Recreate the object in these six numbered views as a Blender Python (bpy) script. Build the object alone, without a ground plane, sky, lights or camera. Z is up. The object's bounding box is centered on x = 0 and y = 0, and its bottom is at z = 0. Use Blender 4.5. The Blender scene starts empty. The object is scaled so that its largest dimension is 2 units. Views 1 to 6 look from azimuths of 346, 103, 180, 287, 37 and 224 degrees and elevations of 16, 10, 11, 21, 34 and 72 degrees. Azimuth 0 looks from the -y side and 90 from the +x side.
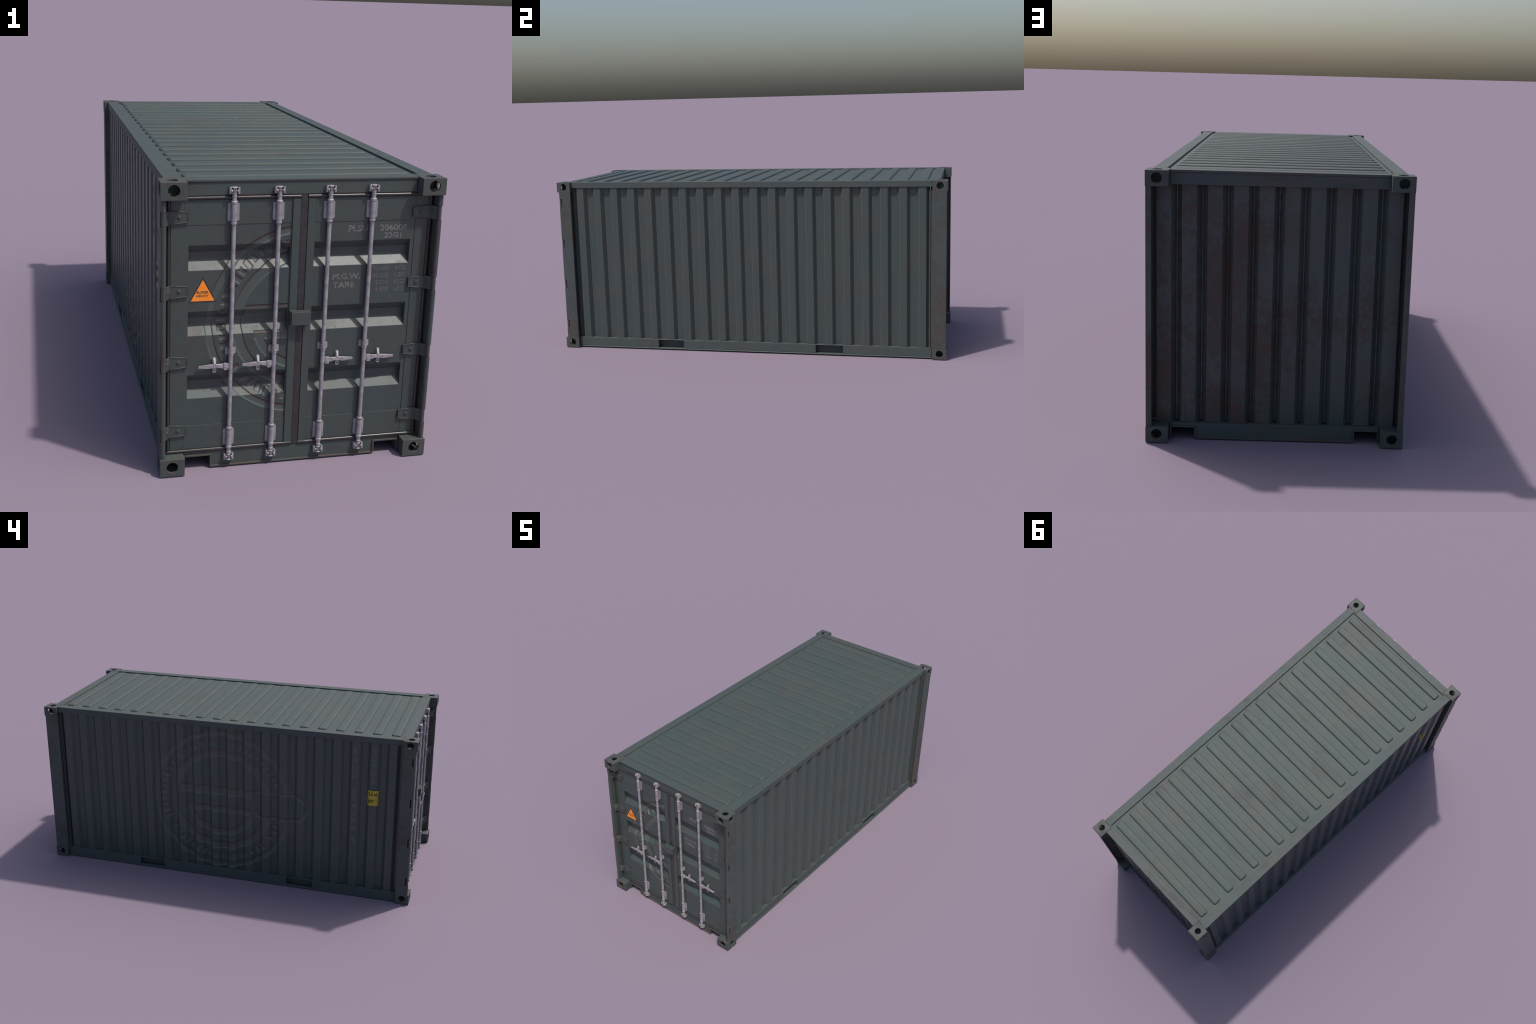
"""Weathered dark-green freight container: corrugated walls, ribbed roof, hollow corner
castings and a pair of doors with galvanised locking bars.  Metres, z up, doors face -y."""
import bpy, bmesh, math
from mathutils import Vector, Matrix

# ------------------------------------------------------------------ overall sizes
HX, HY, HZ = 0.4151, 1.0, 0.880            # half width, half length, height
PITCH = 0.0928                            # pitch of wall corrugation and roof ribs
CAST_X, CAST_Y = 0.0721, 0.0715            # corner casting footprint
CAST_TOP_Z, CAST_BOT_Z = 0.8305, 0.0530   # underside of top castings, top of bottom ones
RAIL_X = 0.3994
WALL_OUT, WALL_IN = 0.3955, 0.3790
DOOR_Y = -0.9575
HINGE_Z = [0.7742 - 0.2157 * i for i in range(4)]
BAR_X = [-0.2056, -0.0752, 0.0754, 0.2056]
BAR_Y = -0.9680
MID_Z = 0.442                             # bars are mirrored about this height


# ------------------------------------------------------------------ node helpers
class Val:
    """A socket with arithmetic, so that masks read as formulas."""
    def __init__(self, tree, sock):
        self.t, self.s = tree, sock

    def op(self, kind, *others, clamp=False):
        n = self.t.nodes.new("ShaderNodeMath")
        n.operation, n.use_clamp = kind, clamp
        for i, v in enumerate((self,) + others):
            if isinstance(v, Val):
                self.t.links.new(v.s, n.inputs[i])
            else:
                n.inputs[i].default_value = v
        return Val(self.t, n.outputs[0])

    def __add__(self, o): return self.op("ADD", o)
    __radd__ = __add__
    def __sub__(self, o): return self.op("SUBTRACT", o)
    def __mul__(self, o): return self.op("MULTIPLY", o)
    __rmul__ = __mul__
    def __truediv__(self, o): return self.op("DIVIDE", o)
    def __rsub__(self, o): return self.op("MULTIPLY", -1.0) + o
    def abs(self): return self.op("ABSOLUTE")
    def max(self, o): return self.op("MAXIMUM", o)
    def min(self, o): return self.op("MINIMUM", o)
    def sat(self): return self.op("ADD", 0.0, clamp=True)
    def inside(self, soft): return (0.5 - self / soft).sat()      # signed distance -> mask

    def ramp(self, lo, hi):
        n = self.t.nodes.new("ShaderNodeMapRange")
        n.interpolation_type = "SMOOTHSTEP"
        self.t.links.new(self.s, n.inputs[0])
        n.inputs[1].default_value, n.inputs[2].default_value = lo, hi
        return Val(self.t, n.outputs[0])


class Shade:
    """Thin wrapper round a material tree."""
    def __init__(self, name):
        self.mat = bpy.data.materials.new(name)
        self.mat.use_nodes = True
        self.t = self.mat.node_tree
        self.bsdf = self.t.nodes["Principled BSDF"]
        self.coord = self.t.nodes.new("ShaderNodeTexCoord").outputs["Object"]

    def noise(self, scale, detail=4.0, rough=0.55, stretch=(1, 1, 1), shift=(0, 0, 0), warp=0.0):
        m = self.t.nodes.new("ShaderNodeMapping")
        m.inputs["Scale"].default_value, m.inputs["Location"].default_value = stretch, shift
        self.t.links.new(self.coord, m.inputs["Vector"])
        n = self.t.nodes.new("ShaderNodeTexNoise")
        n.inputs["Scale"].default_value, n.inputs["Detail"].default_value = scale, detail
        n.inputs["Roughness"].default_value, n.inputs["Distortion"].default_value = rough, warp
        self.t.links.new(m.outputs[0], n.inputs["Vector"])
        return Val(self.t, n.outputs[0])

    def xyz(self):
        n = self.t.nodes.new("ShaderNodeSeparateXYZ")
        self.t.links.new(self.coord, n.inputs[0])
        return [Val(self.t, o) for o in n.outputs]

    def rand(self):
        return Val(self.t, self.t.nodes.new("ShaderNodeObjectInfo").outputs["Random"])

    def edge(self, radius):
        """1 near convex and concave edges, 0 on flats."""
        b = self.t.nodes.new("ShaderNodeBevel")
        b.samples, b.inputs["Radius"].default_value = 8, radius
        g = self.t.nodes.new("ShaderNodeNewGeometry")
        d = self.t.nodes.new("ShaderNodeVectorMath")
        d.operation = "DOT_PRODUCT"
        self.t.links.new(b.outputs[0], d.inputs[0])
        self.t.links.new(g.outputs["True Normal"], d.inputs[1])
        return (1.0 - Val(self.t, d.outputs["Value"])).ramp(0.02, 0.16)

    def mix(self, a, b, fac):
        n = self.t.nodes.new("ShaderNodeMix")
        n.data_type = "RGBA"
        if isinstance(fac, Val):
            self.t.links.new(fac.s, n.inputs[0])
        else:
            n.inputs[0].default_value = fac
        for i, c in ((6, a), (7, b)):
            if isinstance(c, tuple):
                n.inputs[i].default_value = (*c, 1)
            else:
                self.t.links.new(c, n.inputs[i])
        return n.outputs[2]

    def set(self, name, v):
        s = self.bsdf.inputs[name]
        if isinstance(v, Val):
            self.t.links.new(v.s, s)
        elif isinstance(v, tuple):
            s.default_value = (*v, 1)
        elif isinstance(v, (int, float)):
            s.default_value = v
        else:
            self.t.links.new(v, s)

    def bump(self, height, distance, strength=1.0, under=None):
        n = self.t.nodes.new("ShaderNodeBump")
        n.inputs["Distance"].default_value, n.inputs["Strength"].default_value = distance, strength
        self.t.links.new(height.s, n.inputs["Height"])
        if under is not None:
            self.t.links.new(under, n.inputs["Normal"])
        self.t.links.new(n.outputs[0], self.bsdf.inputs["Normal"])
        return n.outputs[0]


# ------------------------------------------------------------------ materials
GREEN = (0.049, 0.065, 0.063)
TEAL = (0.044, 0.064, 0.065)
DULL = (0.057, 0.065, 0.061)
RUST = (0.108, 0.056, 0.042)
DARK_RUST = (0.062, 0.036, 0.031)
STAIN = (0.044, 0.036, 0.034)


def emblem(sh, u, v):
    """Raised plain roundel: two rings, a cross band with a rounded tab, a lower bowl bar and
    a ring of short marks.  u, v in units of the outer radius."""
    soft = 0.014
    r = (u * u + v * v).op("SQRT")
    outer = ((r - 0.965).abs() - 0.035).inside(soft)
    inner = ((r - 0.680).abs() - 0.050).inside(soft)
    cap = ((u + 0.04).abs() - 0.56).max((v - 0.13).abs() - 0.058)
    bar = ((u - 0.0).abs() - 0.50).max((v + 0.135).abs() - 0.042)
    bowl = ((r - 0.475).abs() - 0.045).max(v + 0.15)
    # tab: stadium from the middle of the inner ring out past the outer ring
    du = (u - 0.78).abs() - 0.23
    dist = (du.max(0.0).op("POWER", 2.0) + v.op("POWER", 2.0)).op("SQRT")
    tab_d = (dist - 0.18).max(0.45 - u)
    tab = (tab_d.abs() - 0.022).inside(soft)
    clear = 1.0 - tab_d.inside(soft)
    theta = v.op("ARCTAN2", u)
    k = theta * (58.0 / math.tau)
    cell = k.op("FLOOR")
    hash_ = (cell * 12.9898).op("SINE") * 43758.5453
    hash_ = hash_.op("FRACT")
    within = (k.op("FRACT") - 0.5).abs() - (0.20 + hash_ * 0.12)
    length = 0.030 + hash_ * 0.022
    mark = (within * 0.09).max((r - 0.835).abs() - length).inside(soft)
    mark = mark * hash_.op("GREATER_THAN", 0.16)
    body = outer.max(inner).max(mark) * clear
    return body.max(tab).max(cap.inside(soft) * clear).max(bar.inside(soft)).max(bowl.inside(soft))


def paint(name, *, rust=0.25, edge=0.35, streak="none", roundel=None, rough=0.36, tint=1.0, stain=0.25, lean=None, edge_size=0.0035, relief=0.15, crest=False, speckle=0.0,
          tone=(0.058, 0.051, 0.047), red=RUST):
    """Satin green-grey paint.  rust: blotches; edge: rusted arrises; stain: dull brown film;
    lean: (socket index, from, to) where the stains get heavier along one axis."""
    sh = Shade(name)
    xyz = sh.xyz()
    x, y, z = xyz
    big = sh.noise(5.0, 3.0, 0.5)
    mid = sh.noise(26.0, 4.0, 0.6, shift=(3, 1, 7))
    fine = sh.noise(150.0, 3.0, 0.6, shift=(1, 5, 2))
    g = lambda c: tuple(k * tint for k in c)
    col = sh.mix(g(TEAL), g(DULL), big.ramp(0.36, 0.64))
    col = sh.mix(col, g(GREEN), mid.ramp(0.35, 0.7))
    if crest:                                        # paler lines along the folds of the pressed wall
        d = ((y / PITCH).op("FRACT") - 0.5).abs() * PITCH
        line = 1.0 - ((d - 0.0166).abs()).ramp(0.0006, 0.0022)
        col = sh.mix(col, g((0.078, 0.096, 0.094)), line * xyz[0].abs().ramp(0.390, 0.3945) * (0.35 + mid * 0.5))
    # dull brown film in cloudy patches, running the way water runs on that surface
    dirs = {"none": (1, 1, 1), "down": (1, 1, 0.40), "across": (0.16, 1, 1)}
    patch = sh.noise(5.5, 3.0, 0.55, shift=(4, 8, 1))
    if lean:
        axis, lo, hi = lean
        patch = patch + xyz[axis].ramp(lo, hi) * 0.16 - 0.05
    cloud = sh.noise(30.0, 6.0, 0.66, stretch=dirs[streak], shift=(9, 2, 4))
    film = (cloud + patch * 0.6).ramp(0.86 - 0.14 * stain, 1.04 - 0.14 * stain) * min(1.0, 0.30 + 0.7 * stain)
    if speckle:                                      # crisp brown flecks crowding together
        fleck = sh.noise(62.0, 7.0, 0.70, stretch=(1, 1, 0.7), shift=(5, 5, 8))
        film = film * 0.45 + (fleck + patch * 0.9).ramp(speckle, speckle + 0.09) * 0.75
    col = sh.mix(col, sh.mix(STAIN, tone, fine.ramp(0.40, 0.70)), film * 0.75)
    # rust blotches gathered in the same patches
    spots = sh.noise(46.0, 5.0, 0.62, stretch=dirs[streak], shift=(2, 6, 3))
    blotch = (spots + patch * 0.7).ramp(1.04 - 0.14 * rust, 1.13 - 0.12 * rust) * min(1.0, 0.35 + rust)
    # bare, rusted arrises
    ed = sh.edge(edge_size) * (spots + mid * 0.6).ramp(0.80 - 0.14 * edge, 1.02 - 0.16 * edge) * min(1.0, edge * 1.6)
    col = sh.mix(col, sh.mix(DARK_RUST, red, fine.ramp(0.4, 0.62)), blotch * 0.8)
    col = sh.mix(col, RUST, ed * 0.65)
    height = mid * 0.5 + fine * 0.15
    normal = sh.bump(height, 0.0010, relief)
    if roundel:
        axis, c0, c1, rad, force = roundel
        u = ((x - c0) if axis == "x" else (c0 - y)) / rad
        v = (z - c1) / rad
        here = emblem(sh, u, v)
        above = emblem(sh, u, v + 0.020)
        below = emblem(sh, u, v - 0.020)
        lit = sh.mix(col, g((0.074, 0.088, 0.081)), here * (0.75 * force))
        lit = sh.mix(lit, g((0.100, 0.120, 0.114)), (here - below).sat() * (0.6 * force))  # lower lips lightened in the colour to draw their highlight
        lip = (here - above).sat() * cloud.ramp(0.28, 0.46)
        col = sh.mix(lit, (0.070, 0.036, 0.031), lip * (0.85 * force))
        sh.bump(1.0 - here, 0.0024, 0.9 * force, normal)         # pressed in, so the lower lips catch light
    sh.set("Base Color", col)
    sh.set("Roughness", rough + 0.10 * mid + blotch.max(ed).max(film * 0.6) * 0.25)
    sh.set("Specular IOR Level", 0.5)
    return sh.mat


def plain(name, colour, rough=0.5, metal=0.0, vary=0.25, scale=40.0, rust=0.0, bump=0.0):
    sh = Shade(name)
    n = sh.noise(scale, 4.0, 0.6)
    f = sh.noise(scale * 4, 3.0, 0.6, shift=(3, 3, 3))
    lo = tuple(c * (1 - vary) for c in colour)
    hi = tuple(c * (1 + vary * 0.5) for c in colour)
    col = sh.mix(lo, hi, n.ramp(0.35, 0.65))
    if rust:
        col = sh.mix(col, (0.20, 0.105, 0.05), sh.edge(0.0026) * f.ramp(0.47, 0.62) * rust)
    sh.set("Base Color", col)
    sh.set("Roughness", rough + 0.12 * n)
    sh.set("Metallic", metal)
    if bump:
        sh.bump(n * 0.6 + f * 0.4, bump, 0.5)
    return sh.mat


M = {
    "rail": paint("painted_rail", rust=0.12, edge=0.25, stain=0.15, rough=0.62),
    "casting": paint("painted_casting", rust=0.45, edge=1.0, stain=0.60, edge_size=0.009, rough=0.58),
    "post": paint("painted_post", rust=0.65, edge=0.95, stain=0.55, speckle=0.915, edge_size=0.010, rough=0.45),
    "header": paint("painted_header", rust=0.40, edge=0.95, streak="across", stain=0.40, edge_size=0.008, rough=0.58),
    "side": paint("painted_wall", rust=0.06, edge=0.06, streak="down", stain=0.06, crest=True),
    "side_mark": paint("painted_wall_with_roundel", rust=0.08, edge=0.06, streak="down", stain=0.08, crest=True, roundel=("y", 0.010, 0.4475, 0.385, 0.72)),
    "end": paint("painted_end_wall", rust=0.62, edge=0.10, stain=0.75, speckle=0.955, tone=(0.042, 0.036, 0.034), red=(0.076, 0.039, 0.034), lean=(0, -0.30, 0.30)),
    "roof": paint("painted_roof", rust=0.0, edge=0.05, streak="across", stain=0.12, rough=0.60, tint=1.0, relief=0.05, tone=(0.066, 0.066, 0.062)),
    "door": paint("painted_door", rust=0.22, edge=0.30, stain=0.30),
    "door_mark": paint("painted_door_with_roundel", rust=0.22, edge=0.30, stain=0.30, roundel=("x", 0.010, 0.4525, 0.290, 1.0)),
    "hinge": paint("painted_hinge", rust=0.70, edge=0.80, stain=0.75),
    "rubber": plain("black_rubber", (0.036, 0.033, 0.034), rough=0.27, vary=0.2),
    "zinc": plain("galvanised_steel", (0.34, 0.325, 0.35), rough=0.48, metal=0.35, vary=0.22, scale=55, rust=0.9, bump=0.0006),
    "floor": plain("dark_underfloor", (0.030, 0.031, 0.032), rough=0.8),
    "letter": plain("faded_lettering", (0.150, 0.146, 0.150), rough=0.55, vary=0.25, scale=90),
    "letter_faint": plain("very_faded_lettering", (0.108, 0.106, 0.110), rough=0.55, vary=0.2, scale=90),
    "orange": plain("orange_sign", (0.95, 0.27, 0.022), rough=0.5, vary=0.06),
    "sign_edge": plain("sign_border", (0.030, 0.024, 0.026), rough=0.5),
    "sign_text": plain("sign_lettering", (0.22, 0.085, 0.03), rough=0.5),
    "yellow": plain("yellow_label", (0.40, 0.325, 0.030), rough=0.5, vary=0.12),
    "black": plain("label_black", (0.020, 0.019, 0.020), rough=0.5),
    "label_text": plain("label_lettering", (0.050, 0.042, 0.018), rough=0.5),
}


# ------------------------------------------------------------------ geometry helpers
class Build:
    """Collects closed shells into one mesh."""
    def __init__(self):
        self.bm = bmesh.new()

    def _hull(self, rings, closed_ends=True):
        """Loft between equal-length rings of points."""
        vs = [[self.bm.verts.new(p) for p in ring] for ring in rings]
        n = len(vs[0])
        for a, b in zip(vs, vs[1:]):
            for i in range(n):
                j = (i + 1) % n
                self.bm.faces.new((a[i], a[j], b[j], b[i]))
        if closed_ends:
            self.bm.faces.new(list(reversed(vs[0])))
            self.bm.faces.new(vs[-1])
        return self

    def box(self, x0, x1, y0, y1, z0, z1):
        x0, x1, y0, y1, z0, z1 = min(x0, x1), max(x0, x1), min(y0, y1), max(y0, y1), min(z0, z1), max(z0, z1)
        lo = [(x0, y0, z0), (x1, y0, z0), (x1, y1, z0), (x0, y1, z0)]
        return self._hull([lo, [(x, y, z1) for x, y, _ in lo]])

    def prism(self, pts, axis, a, b):
        """Polygon in the plane across `axis`, swept from a to b (other two axes in xyz order)."""
        def put(p, t):
            q = list(p)
            q.insert("xyz".index(axis), t)
            return tuple(q)
        return self._hull([[put(p, a) for p in pts], [put(p, b) for p in pts]])

    def lathe(self, profile, centre, axis="z", seg=20):
        """profile: (radius, position along axis); closed at both ends."""
        k = "xyz".index(axis)
        rings = []
        for r, h in profile:
            ring = []
            for i in range(seg):
                t = math.tau * i / seg
                c, s = r * math.cos(t), r * math.sin(t)
                p = [centre[0], centre[1], centre[2]]
                p[k] += h
                o = [j for j in range(3) if j != k]
                p[o[0]] += c
                p[o[1]] += s
                ring.append(tuple(p))
            rings.append(ring)
        return self._hull(rings)

    def ball(self, c, r, squash=(1, 1, 1)):
        m = Matrix.Translation(c) @ Matrix.Diagonal((*[r * s for s in squash], 1))
        bmesh.ops.create_uvsphere(self.bm, u_segments=14, v_segments=8, radius=1, matrix=m)
        return self

    def mirrored(self, sx=1, sy=1, sz=1, about=(0, 0, 0)):
        c = Vector(about)
        for v in self.bm.verts:
            d = v.co - c
            v.co = c + Vector((d.x * sx, d.y * sy, d.z * sz))
        return self

    def make(self, name, mat, parent, bevel=0.0, seg=2, smooth=None, at=None):
        bmesh.ops.recalc_face_normals(self.bm, faces=self.bm.faces[:])
        me = bpy.data.meshes.new(name)
        self.bm.to_mesh(me)
        self.bm.free()
        me.materials.append(mat)
        return place(me, name, parent, bevel, seg, smooth, at)


def place(me, name, parent, bevel=0.0, seg=2, smooth=None, at=None):
    ob = bpy.data.objects.new(name, me)
    bpy.context.scene.collection.objects.link(ob)
    ob.parent = parent
    if at is not None:
        ob.location = at
    if smooth:
        for p in me.polygons:
            p.use_smooth = True
        me.set_sharp_from_angle(angle=math.radians(smooth))
    if bevel:
        m = ob.modifiers.new("rounded_edges", "BEVEL")
        m.width, m.segments, m.limit_method, m.angle_limit = bevel, seg, "ANGLE", math.radians(32)
        m.harden_normals = False
    return ob


def baked(ob):
    """Apply an object's modifiers into a plain mesh."""
    dg = bpy.context.evaluated_depsgraph_get()
    return bpy.data.meshes.new_from_object(ob.evaluated_get(dg))


def rounded(cx, cy, hx, hy, r, n=5):
    pts = []
    for k, (sx, sy) in enumerate(((1, 1), (-1, 1), (-1, -1), (1, -1))):
        for i in range(n + 1):
            t = math.pi / 2 * (k + i / n)
            pts.append((cx + sx * (hx - r) + r * math.cos(t), cy + sy * (hy - r) + r * math.sin(t)))
    return pts


def group(name, parent=None, at=(0, 0, 0)):
    e = bpy.data.objects.new(name, None)
    e.empty_display_size = 0.05
    bpy.context.scene.collection.objects.link(e)
    e.parent, e.location = parent, at
    return e


def wall_depth(y):
    """Distance of the corrugated side skin from the centre plane at y."""
    d = abs((y / PITCH) % 1.0 - 0.5) * PITCH - 0.0167
    return WALL_OUT - min(max(d, 0.0) / 0.0163, 1.0) * (WALL_OUT - WALL_IN)


def lettering(name, text, mat, parent, x0, x1, z0, z1, plane="door", depth=0.0004, bold=0.0006, at_plane=DOOR_Y, lift=0.0):
    """Raised thin lettering stretched to a box on the door (x, z) or on the left wall (-y, z)."""
    cu = bpy.data.curves.new(name, "FONT")
    cu.body, cu.extrude, cu.offset, cu.resolution_u = text, 0.5, 0.0, 3
    tmp = bpy.data.objects.new(name + "_tmp", cu)
    bpy.context.scene.collection.objects.link(tmp)
    me = baked(tmp)
    bpy.data.objects.remove(tmp)
    bpy.data.curves.remove(cu)
    xs, ys = [v.co.x for v in me.vertices], [v.co.y for v in me.vertices]
    ax, bx, ay, by = min(xs), max(xs), min(ys), max(ys)
    bm = bmesh.new()
    for k, (dx, dz) in enumerate(((-bold, 0), (bold, 0), (0, -bold), (0, bold), (0, 0))):   # widened strokes
        copy = me.copy()
        for v in copy.vertices:
            t, u = (v.co.x - ax) / (bx - ax), (v.co.y - ay) / (by - ay)
            out = depth + k * 0.00004 if v.co.z > 0 else -depth
            a = x0 + bold + dx + t * (x1 - x0 - 2 * bold)
            z = z0 + bold + dz + u * (z1 - z0 - 2 * bold)
            v.co = (a, at_plane - out, z) if plane == "door" else (-wall_depth(-a) - lift - out, -a, z)
        bm.from_mesh(copy)
        bpy.data.meshes.remove(copy)
    bmesh.ops.recalc_face_normals(bm, faces=bm.faces[:])
    bm.to_mesh(me)
    bm.free()
    me.name = name
    me.materials.clear()
    me.materials.append(mat)
    ob = bpy.data.objects.new(name, me)
    bpy.context.scene.collection.objects.link(ob)
    ob.parent = parent
    return ob


# ------------------------------------------------------------------ the container
container = group("shipping_container")
container["label"] = "weathered dark green corrugated steel freight container with barred doors"
container["category"] = "shipping container"


# --- corner castings: hollow blocks with a round hole in each outer face
def casting(top):
    z0, z1 = (CAST_TOP_Z, HZ) if top else (0.0, CAST_BOT_Z)
    zc = 0.8568 if top else 0.0285
    x0, x1, y0, y1 = HX - CAST_X, HX, HY - CAST_Y, HY
    xc, yc = 0.3797, 0.9645
    wall = 0.0075
    body = Build().box(x0, x1, y0, y1, z0, z1).make("corner_casting", M["casting"], None)
    cuts = [
        Build().box(x0 + wall, x1 - wall, y0 + wall, y1 - wall, z0 + wall, z1 - wall),
        Build().lathe([(0.0171, 0), (0.0171, 0.03)], (xc, y1 - 0.015, zc), "y", 28),
        Build().lathe([(0.0173, 0), (0.0173, 0.03)], (x1 - 0.015, yc, zc), "x", 28),
        Build().lathe([(0.0162, 0), (0.0162, 0.03)], (xc, yc - 0.0005, (z1 - 0.015) if top else (z0 - 0.015)), "z", 28),
    ]
    cuts = [c.make("cut", M["casting"], None) for c in cuts]
    for c in cuts:
        m = body.modifiers.new("hole", "BOOLEAN")
        m.object, m.operation, m.solver = c, "DIFFERENCE", "EXACT"
    m = body.modifiers.new("round", "BEVEL")
    m.width, m.segments, m.limit_method, m.angle_limit = 0.0017, 2, "ANGLE", math.radians(50)
    me = baked(body)
    for o in [body] + cuts:
        bpy.data.objects.remove(o)
    return me


for top in (True, False):
    proto = casting(top)
    for sx in (1, -1):
        for sy in (1, -1):
            b = Build()
            b.bm.from_mesh(proto)
            b.mirrored(sx, sy)
            b.make("corner_casting", M["casting"], container, smooth=20)

# --- long rails
for s in (1, -1):
    Build().box(s * 0.356, s * RAIL_X, -0.9275, 0.9275, 0.850, HZ).make("top_side_rail", M["rail"], container, 0.0011)
    b = Build()
    face, pocket = [(-0.927, 0.0082), (-0.927, 0.0535), (0.927, 0.0535), (0.927, 0.0082)], []
    for yc in (0.418, -0.418):                       # fork pockets, open below, closed by the flange
        pocket += [(yc + 0.0693, 0.0082), (yc + 0.0693, 0.0490), (yc - 0.0693, 0.0490), (yc - 0.0693, 0.0082)]
    b.prism(face + pocket, "x", s * 0.3675, s * 0.3985)
    b.box(s * 0.352, s * 0.3673, -0.926, 0.926, 0.004, 0.0530)
    b.prism([(s * x, z) for x, z in ((0.353, 0.0018), (0.4008, 0.0018), (0.4008, 0.0050), (0.3990, 0.0080), (0.353, 0.0080))], "y", -0.927, 0.927)
    b.make("bottom_side_rail", M["rail"], container, 0.0018)


# --- corrugated walls
def corrugated(centres, out_half, slope, out, inn, ends):
    """Profile (position, depth) of a pressed wall with flat crowns at the given centres."""
    pts = [(ends[0], inn)]
    for c in centres:
        pts += [(c - out_half - slope, inn), (c - out_half, out), (c + out_half, out), (c + out_half + slope, inn)]
    return pts + [(ends[1], inn)]


crowns = [PITCH * (i - 9.5) for i in range(20)]
wall = corrugated(crowns, 0.0167, 0.0163, WALL_OUT, WALL_IN, (-0.931, 0.931))
side_panels = {}
for s in (1, -1):
    sheet = [(s * d, y) for y, d in wall] + [(s * (d - 0.004), y) for y, d in reversed(wall)]
    side_panels[s] = Build().prism(sheet, "z", 0.0530, 0.8505).make(
        "side_panel", M["side"] if s > 0 else M["side_mark"], container, 0.0016, 2)

crowns_end = [0.0807 * (i - 4.5) for i in range(10)]
end = corrugated(crowns_end, 0.0232, 0.0154, 0.9495, 0.9285, (-0.392, 0.392))
end = [(-0.3885, 0.9150)] + end[2:-2] + [(0.3885, 0.9150)]     # flanks run straight in beside the posts
sheet = [(x, d) for x, d in end] + [(x, d - 0.004) for x, d in reversed(end)]
Build().prism(sheet, "z", 0.0530, 0.8345).make("end_panel", M["end"], container, 0.0016, 2)

# --- roof sheet with twenty pressed ribs
b = Build().box(-0.3563, 0.3563, -0.9190, 0.9190, 0.862, 0.8734)
for yc in crowns:
    rings = []
    for inset, z in ((0.0, 0.8715), (0.0006, 0.8752), (0.0019, 0.8778), (0.0040, 0.8797), (0.0070, 0.8808), (0.0106, 0.8811)):
        rings.append([(x, y, z) for x, y in rounded(0, yc, 0.3415 - inset, 0.0230 - inset, 0.0118 - inset * 0.9)])
    b._hull(rings)
b.make("roof_panel", M["roof"], container, smooth=40)

# --- end frames: headers and sills
for s in (-1, 1):
    lip = 0.8728 if s < 0 else 0.8712
    b = Build().box(-0.3425, 0.3425, s * 0.9187, s * 0.9630, lip, HZ - 0.0004)
    b.box(-0.3425, 0.3425, s * 0.93, s * 0.9597, 0.8335, lip)
    for t in (1, -1):
        b.box(t * 0.3427, t * 0.3558, s * 0.9187, s * 0.9282, 0.860, HZ - 0.0004)
    b.make("door_header" if s < 0 else "end_header", M["header"], container, 0.0013)
    b = Build()
    plate = [(-0.3405, 0.0532), (0.3405, 0.0532), (0.3405, 0.0440), (0.2558, 0.0440), (0.2558, 0.0010),
             (-0.2558, 0.0010), (-0.2558, 0.0440), (-0.3405, 0.0440)]
    b.prism(plate, "y", s * 0.9360, s * 0.9588)
    for t in (1, -1):                                # folded rim round each lifting notch
        b.box(t * 0.2612, t * 0.3362, s * 0.915, s * 0.9632, 0.0386, 0.0439)
        b.box(t * 0.2556, t * 0.2611, s * 0.915, s * 0.9632, 0.0006, 0.0439)
        b.box(t * 0.3363, t * 0.3412, s * 0.920, s * 0.9632, 0.0012, 0.0439)
    b.box(-0.2555, 0.2555, s * 0.9365, s * 0.9632, 0.0006, 0.0056)
    b.make("door_sill" if s < 0 else "end_sill", M["header"], container, 0.0010)

Build().box(-0.392, 0.392, -0.9355, 0.927, 0.0455, 0.0520).make("floor_panel", M["floor"], container)
Build().box(-0.386, 0.386, -0.9355, -0.9300, 0.0525, 0.8334).make("door_backing", M["floor"], container)

# --- corner posts
for s in (1, -1):
    # door end: side plate with a rounded nose, notched where the hinge knuckles sit
    nose = [(0.4064 + 0.0081 * math.cos(a), -0.9853 - 0.0081 * math.sin(a)) for a in [math.pi * i / 10 for i in range(11)]]
    tail = [(0.3983, -0.9500), (0.3800, -0.9500), (0.3800, -0.9365), (0.4000, -0.9365), (0.4000, -0.9298), (0.4145, -0.9298)]
    full = nose + tail
    cut = [(x, max(y, -0.9765)) for x, y in full]
    zs = sorted(e for h in HINGE_Z for e in (h - 0.0212, h + 0.0218))
    rings, sec = [(full, CAST_BOT_Z)], full
    for z in zs:
        rings.append((sec, z))
        sec = cut if sec is full else full
        rings.append((sec, z))
    rings.append((full, CAST_TOP_Z))
    Build()._hull([[(s * x, y, z) for x, y in r] for r, z in rings]).make("corner_post", M["post"], container, smooth=35)
    # blind end: open channel section
    channel = [(0.4147, 0.9235), (0.4147, 0.9962), (0.3958, 0.9962), (0.3958, 0.9895), (0.4030, 0.9895),
               (0.4030, 0.9300), (0.3962, 0.9300), (0.3962, 0.9235)]
    Build().prism([(s * x, y) for x, y in channel], "z", CAST_BOT_Z, CAST_TOP_Z + 0.001).make("corner_post", M["post"], container, 0.0016)
    Build().box(s * 0.3720, s * 0.3996, 0.9160, 0.9205, 0.0490, CAST_TOP_Z + 0.02).make("post_flange", M["rail"], container, 0.0010)


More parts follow.
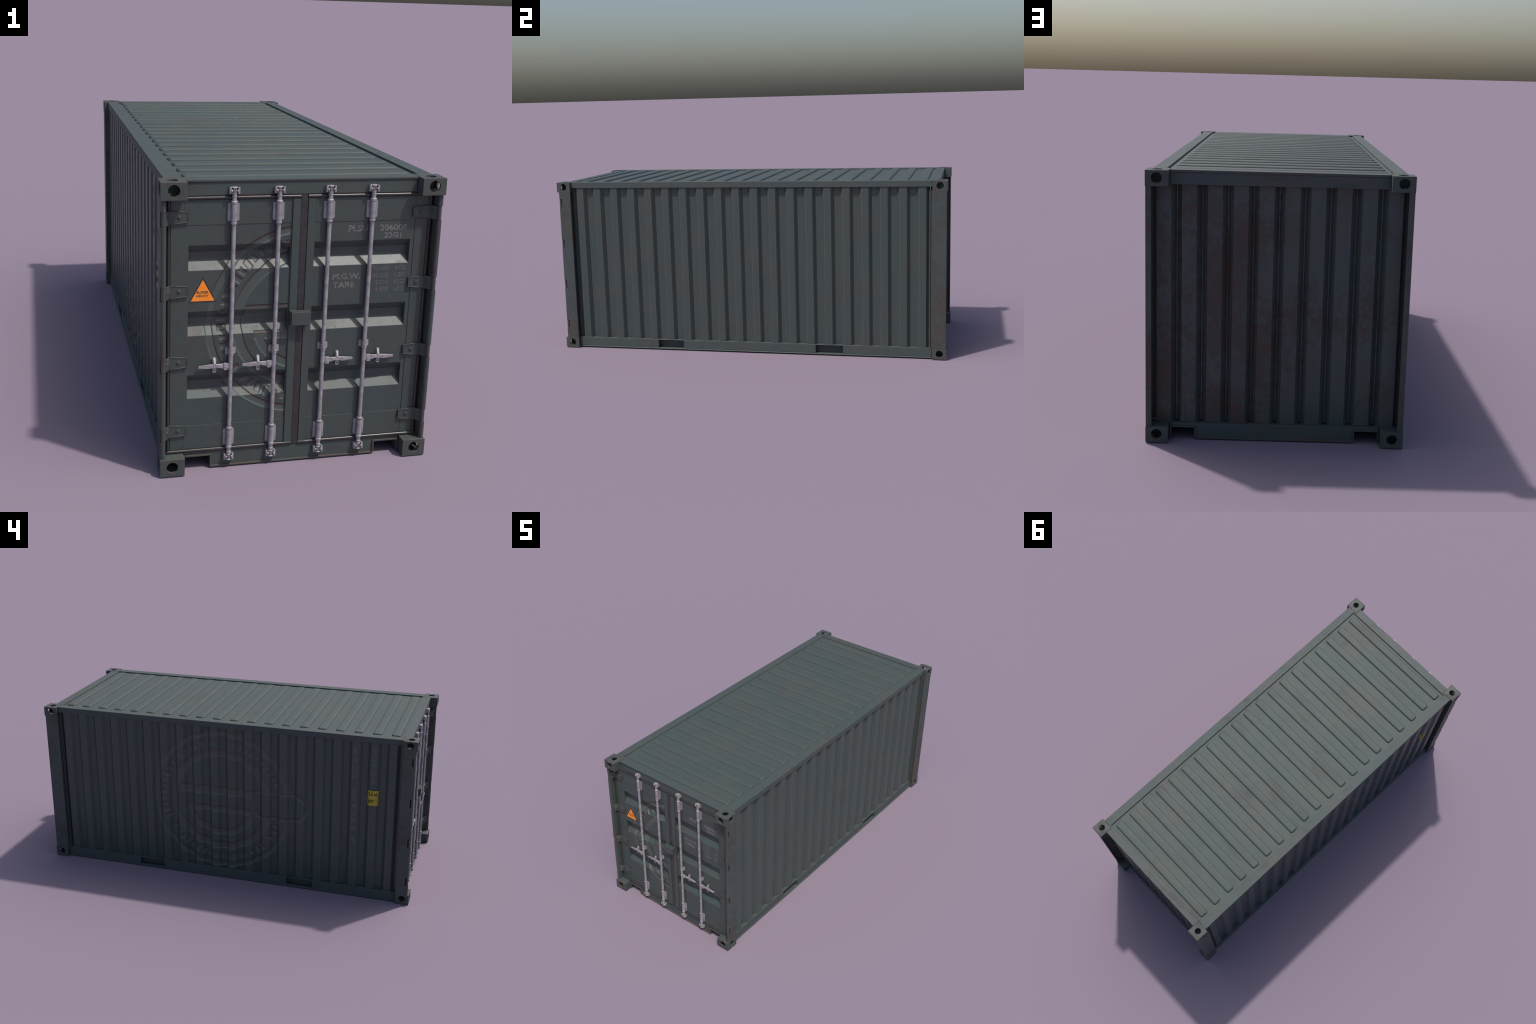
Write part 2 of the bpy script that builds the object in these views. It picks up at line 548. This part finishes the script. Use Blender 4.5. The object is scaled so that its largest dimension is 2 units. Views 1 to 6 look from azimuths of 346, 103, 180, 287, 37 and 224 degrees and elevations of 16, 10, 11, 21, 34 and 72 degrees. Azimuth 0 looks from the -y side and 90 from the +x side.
# --- doors
def door(s):
    """One leaf: flat skin at DOOR_Y with three pressed-in channels; s = +1 right, -1 left."""
    xa, xb, xr0, xr1 = 0.0100, 0.3830, 0.0359, 0.3317
    zlo, zhi, back, deep = 0.0636, 0.8220, -0.9375, -0.9395
    rows = [zlo]
    tops = [0.2995, 0.4952, 0.6914]
    for t in tops:
        rows += [t - 0.0742, t - 0.0508, t - 0.0234, t]
    rows.append(zhi)
    b = Build()
    bm = b.bm
    cache = {}

    def V(x, y, z):
        k = (round(x, 5), round(y, 5), round(z, 5))
        if k not in cache:
            cache[k] = bm.verts.new((s * x, y, z))
        return cache[k]

    def front(z, i):
        return deep if i % 4 in (2, 3) and 0 < i < len(rows) - 1 else DOOR_Y
    for i in range(len(rows) - 1):
        z0, z1 = rows[i], rows[i + 1]
        for x0, x1 in ((xa, xr0), (xr1, xb)):
            bm.faces.new((V(x0, DOOR_Y, z0), V(x1, DOOR_Y, z0), V(x1, DOOR_Y, z1), V(x0, DOOR_Y, z1)))
        y0, y1 = front(z0, i), front(z1, i + 1)
        bm.faces.new((V(xr0, y0, z0), V(xr1, y0, z0), V(xr1, y1, z1), V(xr0, y1, z1)))
        for x in (xr0, xr1):                         # end walls of the channels
            ring = [V(x, DOOR_Y, z0), V(x, y0, z0), V(x, y1, z1), V(x, DOOR_Y, z1)]
            ring = [v for j, v in enumerate(ring) if v not in ring[:j]]
            if len(ring) > 2:
                bm.faces.new(ring)
        for x in (xa, xb):
            bm.faces.new((V(x, DOOR_Y, z0), V(x, back, z0), V(x, back, z1), V(x, DOOR_Y, z1)))
        bm.faces.new((V(xa, back, z0), V(xb, back, z0), V(xb, back, z1), V(xa, back, z1)))
    for z in (zlo, zhi):
        bm.faces.new((V(xa, DOOR_Y, z), V(xr0, DOOR_Y, z), V(xr1, DOOR_Y, z), V(xb, DOOR_Y, z), V(xb, back, z), V(xa, back, z)))
    leaf = b.make("door", M["door_mark"] if s < 0 else M["door"], container, 0.0008)

    skin = M["door"]
    b = Build()                                      # welded-on frame strips
    b.box(s * 0.0360, s * 0.3440, DOOR_Y + 0.002, DOOR_Y - 0.0012, 0.7505, 0.8216)
    b.box(s * 0.0360, s * 0.3440, DOOR_Y + 0.002, DOOR_Y - 0.0012, 0.0642, 0.1395)
    b.box(s * 0.3443, s * 0.3827, DOOR_Y + 0.002, DOOR_Y - 0.0017, 0.0640, 0.8218)
    b.make("door_frame_strip", skin, leaf, 0.0006)
    x0, x1 = (0.0125, 0.0352) if s > 0 else (0.0097, 0.0327)
    Build().box(s * x0, s * x1, DOOR_Y + 0.002, DOOR_Y - 0.0046, 0.0575, 0.8203).make("meeting_bar", skin, leaf, 0.0007)

    # rubber seal running round three sides
    r, yc = 0.0052, -0.9586
    b = Build()
    xin = 0.0120 if s > 0 else 0.0098
    for z in (0.0583, 0.8274):
        b.lathe([(r, s * xin), (r, s * 0.3915)], (0, yc, z), "x", 14)
    b.lathe([(0.0052, 0.0560), (0.0052, 0.8300)], (s * 0.3884, yc + 0.001, 0), "z", 12)
    b.make("door_seal", M["rubber"], leaf, smooth=40)

    # hinges: tapered strap, cranked arm, knuckle in the post, two bolts
    proto = Build()
    strap = [(0.3862, 0.0194), (0.3335, 0.0152), (0.3335, -0.0142), (0.3862, -0.0200)]
    proto.prism([(s * x, z) for x, z in strap], "y", DOOR_Y - 0.001, -0.9638)
    inner = [(0.3838, 0.0192), (0.3862, 0.0194), (0.3862, -0.0200), (0.3838, -0.0197)]
    for quad in (  # raised rim of the strap
        [(0.3862, 0.0195), (0.3335, 0.0153), (0.3335, 0.0135), (0.3862, 0.0176)],
        [(0.3862, -0.0201), (0.3335, -0.0143), (0.3335, -0.0125), (0.3862, -0.0182)],
        [(0.3352, 0.0134), (0.3334, 0.0134), (0.3334, -0.0124), (0.3352, -0.0124)],
        [(0.3863, 0.0175), (0.3842, 0.0175), (0.3842, -0.0181), (0.3863, -0.0181)],
    ):
        proto.prism([(s * x, z) for x, z in quad], "y", -0.9630, -0.9652)
    crank = [(0.3855, -0.9652), (0.3855, -0.9605), (0.4000, -0.9760), (0.4045, -0.9800), (0.4025, -0.9842), (0.3980, -0.9802)]
    proto.prism([(s * x, y) for x, y in crank], "z", -0.0208, 0.0196)
    proto.lathe([(0.0064, -0.0208), (0.0064, 0.0214)], (s * 0.4058, -0.9860, 0), "z", 18)
    proto.lathe([(0.0053, 0.0), (0.0053, -0.0022), (0.0040, -0.0032)], (s * 0.3590, -0.9636, 0.0008), "y", 14)
    proto.ball((s * 0.3925, -0.9725, 0.001), 0.0040)
    me = None
    for z in HINGE_Z:
        if me is None:
            first = proto.make("hinge", M["hinge"], leaf, 0.0005, 1, 40, (0, 0, z))
            me = first.data
        else:
            place(me, "hinge", leaf, 0.0005, 1, None, (0, 0, z))
    return leaf


right_door, left_door = door(1), door(-1)

# rubber strip between the leaves, and the seal-catch box bridging them
Build().box(-0.0092, 0.0112, DOOR_Y + 0.012, DOOR_Y - 0.0034, 0.0545, 0.8322).make("meeting_seal", M["rubber"], left_door, 0.0012)
b = Build().box(-0.0302, 0.0282, -0.9606, -0.9842, 0.4465, 0.4862)
b.box(-0.0330, -0.0303, -0.9606, -0.9800, 0.4450, 0.4880)
b.box(-0.0302, -0.0120, -0.9606, -0.9830, 0.4864, 0.4882)
b.box(0.0284, 0.0312, -0.9606, -0.9640, 0.4440, 0.4520)
b.make("seal_catch", M["door"], right_door, 0.0010)

# markings on the right leaf
for text, x0, x1, z0, z1, mat, w in (
    ("PLSU", 0.138, 0.1985, 0.7182, 0.7376, "letter", 0.0009),
    ("206008", 0.2346, 0.3200, 0.7178, 0.7374, "letter", 0.0009),
    ("22G1", 0.2495, 0.3034, 0.6966, 0.7134, "letter", 0.0009),
    ("M.G.W.", 0.0970, 0.1826, 0.5738, 0.5920, "letter", 0.0009),
    ("TARE", 0.0980, 0.1668, 0.5476, 0.5660, "letter", 0.0009),
    ("30.480", 0.2215, 0.2728, 0.5967, 0.6112, "letter_faint", 0.0005),
    ("KGS", 0.2904, 0.3255, 0.5965, 0.6106, "letter_faint", 0.0005),
    ("67.200", 0.2212, 0.2728, 0.5751, 0.5892, "letter_faint", 0.0005),
    ("LBS", 0.2904, 0.3218, 0.5751, 0.5892, "letter_faint", 0.0005),
    ("2.020", 0.2304, 0.2720, 0.5530, 0.5674, "letter_faint", 0.0005),
    ("KGS", 0.2904, 0.3250, 0.5530, 0.5674, "letter_faint", 0.0005),
    ("4.450", 0.2304, 0.2728, 0.5314, 0.5460, "letter_faint", 0.0005),
    ("LBS", 0.2904, 0.3205, 0.5314, 0.5460, "letter_faint", 0.0005),
):
    lettering("lettering", text, M[mat], right_door, x0, x1, z0, z1, bold=w)


# warning triangle on the left leaf
def triangle(cx, z0, half, h, y, mat, name):
    pts = [(cx - half, z0), (cx + half, z0), (cx, z0 + h)]
    return Build().prism(pts, "y", DOOR_Y + 0.0005, y).make(name, mat, left_door)


triangle(-0.2895, 0.5228, 0.0400, 0.0738, DOOR_Y - 0.0004, M["sign_edge"], "sign_border")
triangle(-0.2895, 0.5265, 0.0345, 0.0632, DOOR_Y - 0.0007, M["orange"], "warning_sign")
lettering("sign_lettering", "SUPER", M["sign_text"], left_door, -0.3075, -0.2725, 0.5490, 0.5568, bold=0.0004, at_plane=DOOR_Y - 0.0007)
lettering("sign_lettering", "HEAVY", M["sign_text"], left_door, -0.3080, -0.2720, 0.5388, 0.5462, bold=0.0004, at_plane=DOOR_Y - 0.0007)

# --- locking bars: rod, two cam heads, two bearing brackets, a guide, a handle with hasp
rod = Build().lathe([(0.0064, 0.1245), (0.0064, 0.7600)], (0, 0, 0), "z", 20)
for z0, z1, r in ((0.7520, 0.7592, 0.0092), (0.8118, 0.8203, 0.0093), (0.8300, 0.8368, 0.0074)):
    for k in (0, 1):
        a, c = (z0, z1) if k == 0 else (2 * MID_Z - z1, 2 * MID_Z - z0)
        e = 0.0012
        rod.lathe([(r - e, a), (r, a + e), (r, c - e), (r - e, c)], (0, 0, 0), "z", 20)
for a, c in ((0.8110, 0.8390), (2 * MID_Z - 0.8390, 2 * MID_Z - 0.8110)):
    rod.lathe([(0.0064, a), (0.0064, c)], (0, 0, 0), "z", 20)
rod_mesh = rod.make("locking_bar", M["zinc"], container, smooth=40)
rod_data = rod_mesh.data
bpy.data.objects.remove(rod_mesh)

WALL = DOOR_Y - BAR_Y                                # door skin, seen from the bar's axis
bear = Build()
bear.lathe([(0.0084, 0.7600), (0.0084, 0.8116)], (0, 0, 0), "z", 20)
bear.prism(rounded(0, 0.7868, 0.0168, 0.0262, 0.0050), "y", WALL - 0.0010, WALL - 0.0040)
bear.box(-0.0066, 0.0066, WALL - 0.001, 0.0, 0.7600, 0.8116)
bear_data = bear.make("bearing_bracket", M["zinc"], None, smooth=35).data

head = Build()
head.lathe([(0.0068, 0.8390), (0.0086, 0.8396), (0.0086, 0.8410), (0.0064, 0.8420), (0.0058, 0.8545), (0.0080, 0.8562),
            (0.0089, 0.8578), (0.0080, 0.8592), (0.0052, 0.8598)], (0, 0, 0), "z", 20)
for t in (1, -1):                                    # keepers and the cam lobes caught in them
    head.prism(rounded(t * 0.0124, 0.8492, 0.0026, 0.0092, 0.0012, 3), "y", -0.0052, WALL - 0.0015)
    head.box(t * 0.0075, t * 0.0148, -0.0020, WALL - 0.0015, 0.8560, 0.8584)
    head.ball((t * 0.0088, -0.0060, 0.8482), 0.0036, (1, 1, 1.2))
    head.box(t * 0.0010, t * 0.0030, -0.0076, -0.004, 0.8405, 0.8570)
head.box(-0.0140, 0.0140, WALL - 0.0008, WALL - 0.0030, 0.8398, 0.8584)
head_data = head.make("cam_head", M["zinc"], None, 0.0004, 1, 40).data

guide = Build()
guide.lathe([(0.0078, 0.3588), (0.0078, 0.3790)], (0, 0, 0), "z", 20)
guide.box(-0.0078, 0.0078, WALL - 0.001, 0.0, 0.3588, 0.3790)
guide.prism(rounded(0, 0.3718, 0.0158, 0.0106, 0.0038), "y", WALL - 0.0010, WALL - 0.0034)
guide.ball((0, -0.0078, 0.3685), 0.0021)
guide_data = guide.make("guide_bracket", M["zinc"], None, smooth=35).data


def handle_mesh(s):
    """Lug on the bar, channel-shaped lever tapering to the tip, and the hasp that holds it."""
    h = Build()
    h.box(s * 0.0040, s * 0.0090, -0.0030, 0.0030, 0.3195, 0.3355)
    h.box(s * 0.0090, s * 0.0205, -0.0044, 0.0040, 0.3155, 0.3362)
    h.ball((s * 0.0150, -0.0044, 0.3255), 0.0021)
    outline = [(0.0205, 0.3345), (0.0360, 0.3330), (0.0490, 0.3340), (0.0600, 0.3335), (0.0952, 0.3302), (0.0952, 0.3244),
               (0.0640, 0.3214), (0.0530, 0.3230), (0.0400, 0.3240), (0.0205, 0.3196)]
    h.prism([(s * x, z) for x, z in outline], "y", 0.0002, -0.0022)
    flange = [(0.0205, 0.3345), (0.0360, 0.3332), (0.0490, 0.3342), (0.0600, 0.3337), (0.0952, 0.3304), (0.0952, 0.3286),
              (0.0600, 0.3318), (0.0490, 0.3324), (0.0360, 0.3314), (0.0205, 0.3325)]
    h.prism([(s * x, z) for x, z in flange], "y", 0.0036, 0.0000)
    # hasp: rounded back plate, tongue curling over the lever, eye tab below
    h.prism(rounded(s * 0.0472, 0.3365, 0.0060, 0.0165, 0.0058), "y", WALL - 0.0010, WALL - 0.0032)
    tongue = [(0.0080, 0.3510), (0.0056, 0.3500), (0.0030, 0.3460), (-0.0010, 0.3400), (-0.0034, 0.3348),
              (-0.0022, 0.3325), (0.0006, 0.3360), (0.0040, 0.3425), (0.0066, 0.3468), (0.0080, 0.3480)]
    h.prism(tongue, "x", s * 0.0440, s * 0.0504)
    rim = rounded(s * 0.0472, 0.3160, 0.0059, 0.0092, 0.0056)
    hole = [(s * 0.0472 + 0.0024 * math.cos(a), 0.3128 + 0.0024 * math.sin(a))
            for a in (math.pi / 2 * (k + i / 5) for k in range(4) for i in range(6))]
    h._hull([[(x, y, z) for x, z in ring] for ring, y in ((rim, 0.0050), (rim, 0.0022), (hole, 0.0022), (hole, 0.0050), (rim, 0.0050))], False)
    bmesh.ops.remove_doubles(h.bm, verts=h.bm.verts[:], dist=1e-6)
    return h.make("bar_handle", M["zinc"], None, 0.0004, 1, 40).data


handle_data = {s: handle_mesh(s) for s in (1, -1)}
for ob in list(bpy.data.objects):                    # prototypes made above without a parent
    if ob.type == "MESH" and ob.parent is None:
        bpy.data.objects.remove(ob)

for x in BAR_X:
    bar = place(rod_data, "locking_bar", container, at=(x, BAR_Y, 0))
    s = 1 if x > 0 else -1
    place(guide_data, "guide_bracket", bar)
    place(handle_data[s], "bar_handle", bar, 0.0004, 1)
    for flip in (False, True):
        for data, name, bev in ((bear_data, "bearing_bracket", 0), (head_data, "cam_head", 0.0004)):
            ob = place(data, name, bar, bev, 1)
            if flip:                                 # the lower fittings are the upper ones turned over
                ob.rotation_euler = (0, math.pi, 0)
                ob.location = (0, 0, 2 * MID_Z)

# --- markings on the left wall
wall_left = side_panels[-1]
column = [("B", 0.7968), ("B", 0.7538), ("U", 0.7120), ("U", 0.6700), ("2", 0.5885), ("0", 0.5475), ("4", 0.5062),
          ("0", 0.4650), ("3", 0.4237), ("4", 0.3825), ("4", 0.3220)]
for ch, zc in column:
    lettering("lettering", ch, M["letter_faint"], wall_left, 0.6830, 0.7060, zc - 0.0165, zc + 0.0165, "wall", bold=0.0014)
for ch, zc in (("2", 0.7955), ("2", 0.7435), ("G", 0.6940), ("1", 0.6490)):
    w = 0.012 if ch != "1" else 0.0045
    lettering("lettering", ch, M["letter_faint"], wall_left, 0.7885 - w, 0.7885 + w, zc - 0.0168, zc + 0.0168, "wall", bold=0.0014)


# yellow height label folded over one crown of the wall
def folded(y_lo, y_hi, z0, z1, lift, mat, name):
    c, depth = crowns[1], wall_depth                 # second crown from the doors
    ys = [y_lo] + [y for y in (c - 0.0167, c + 0.0167) if y_lo < y < y_hi] + [y_hi]
    outer = [(-(depth(y) + lift), y) for y in ys]
    inner = [(-(depth(y) - 0.001), y) for y in reversed(ys)]
    return Build().prism(outer + inner, "z", z0, z1).make(name, mat, wall_left)


c = crowns[1]
folded(c - 0.0300, c + 0.0290, 0.5135, 0.6020, 0.0006, M["black"], "label_border")
folded(c - 0.0278, c + 0.0268, 0.5170, 0.5985, 0.0010, M["yellow"], "height_label")
lettering("label_lettering", "2.6 m", M["label_text"], wall_left, -c - 0.0215, -c + 0.0215, 0.5715, 0.5900, "wall", lift=0.0019, bold=0.0007)
lettering("label_lettering", "8'5\"", M["label_text"], wall_left, -c - 0.0215, -c + 0.0070, 0.5320, 0.5510, "wall", lift=0.0019, bold=0.0007)
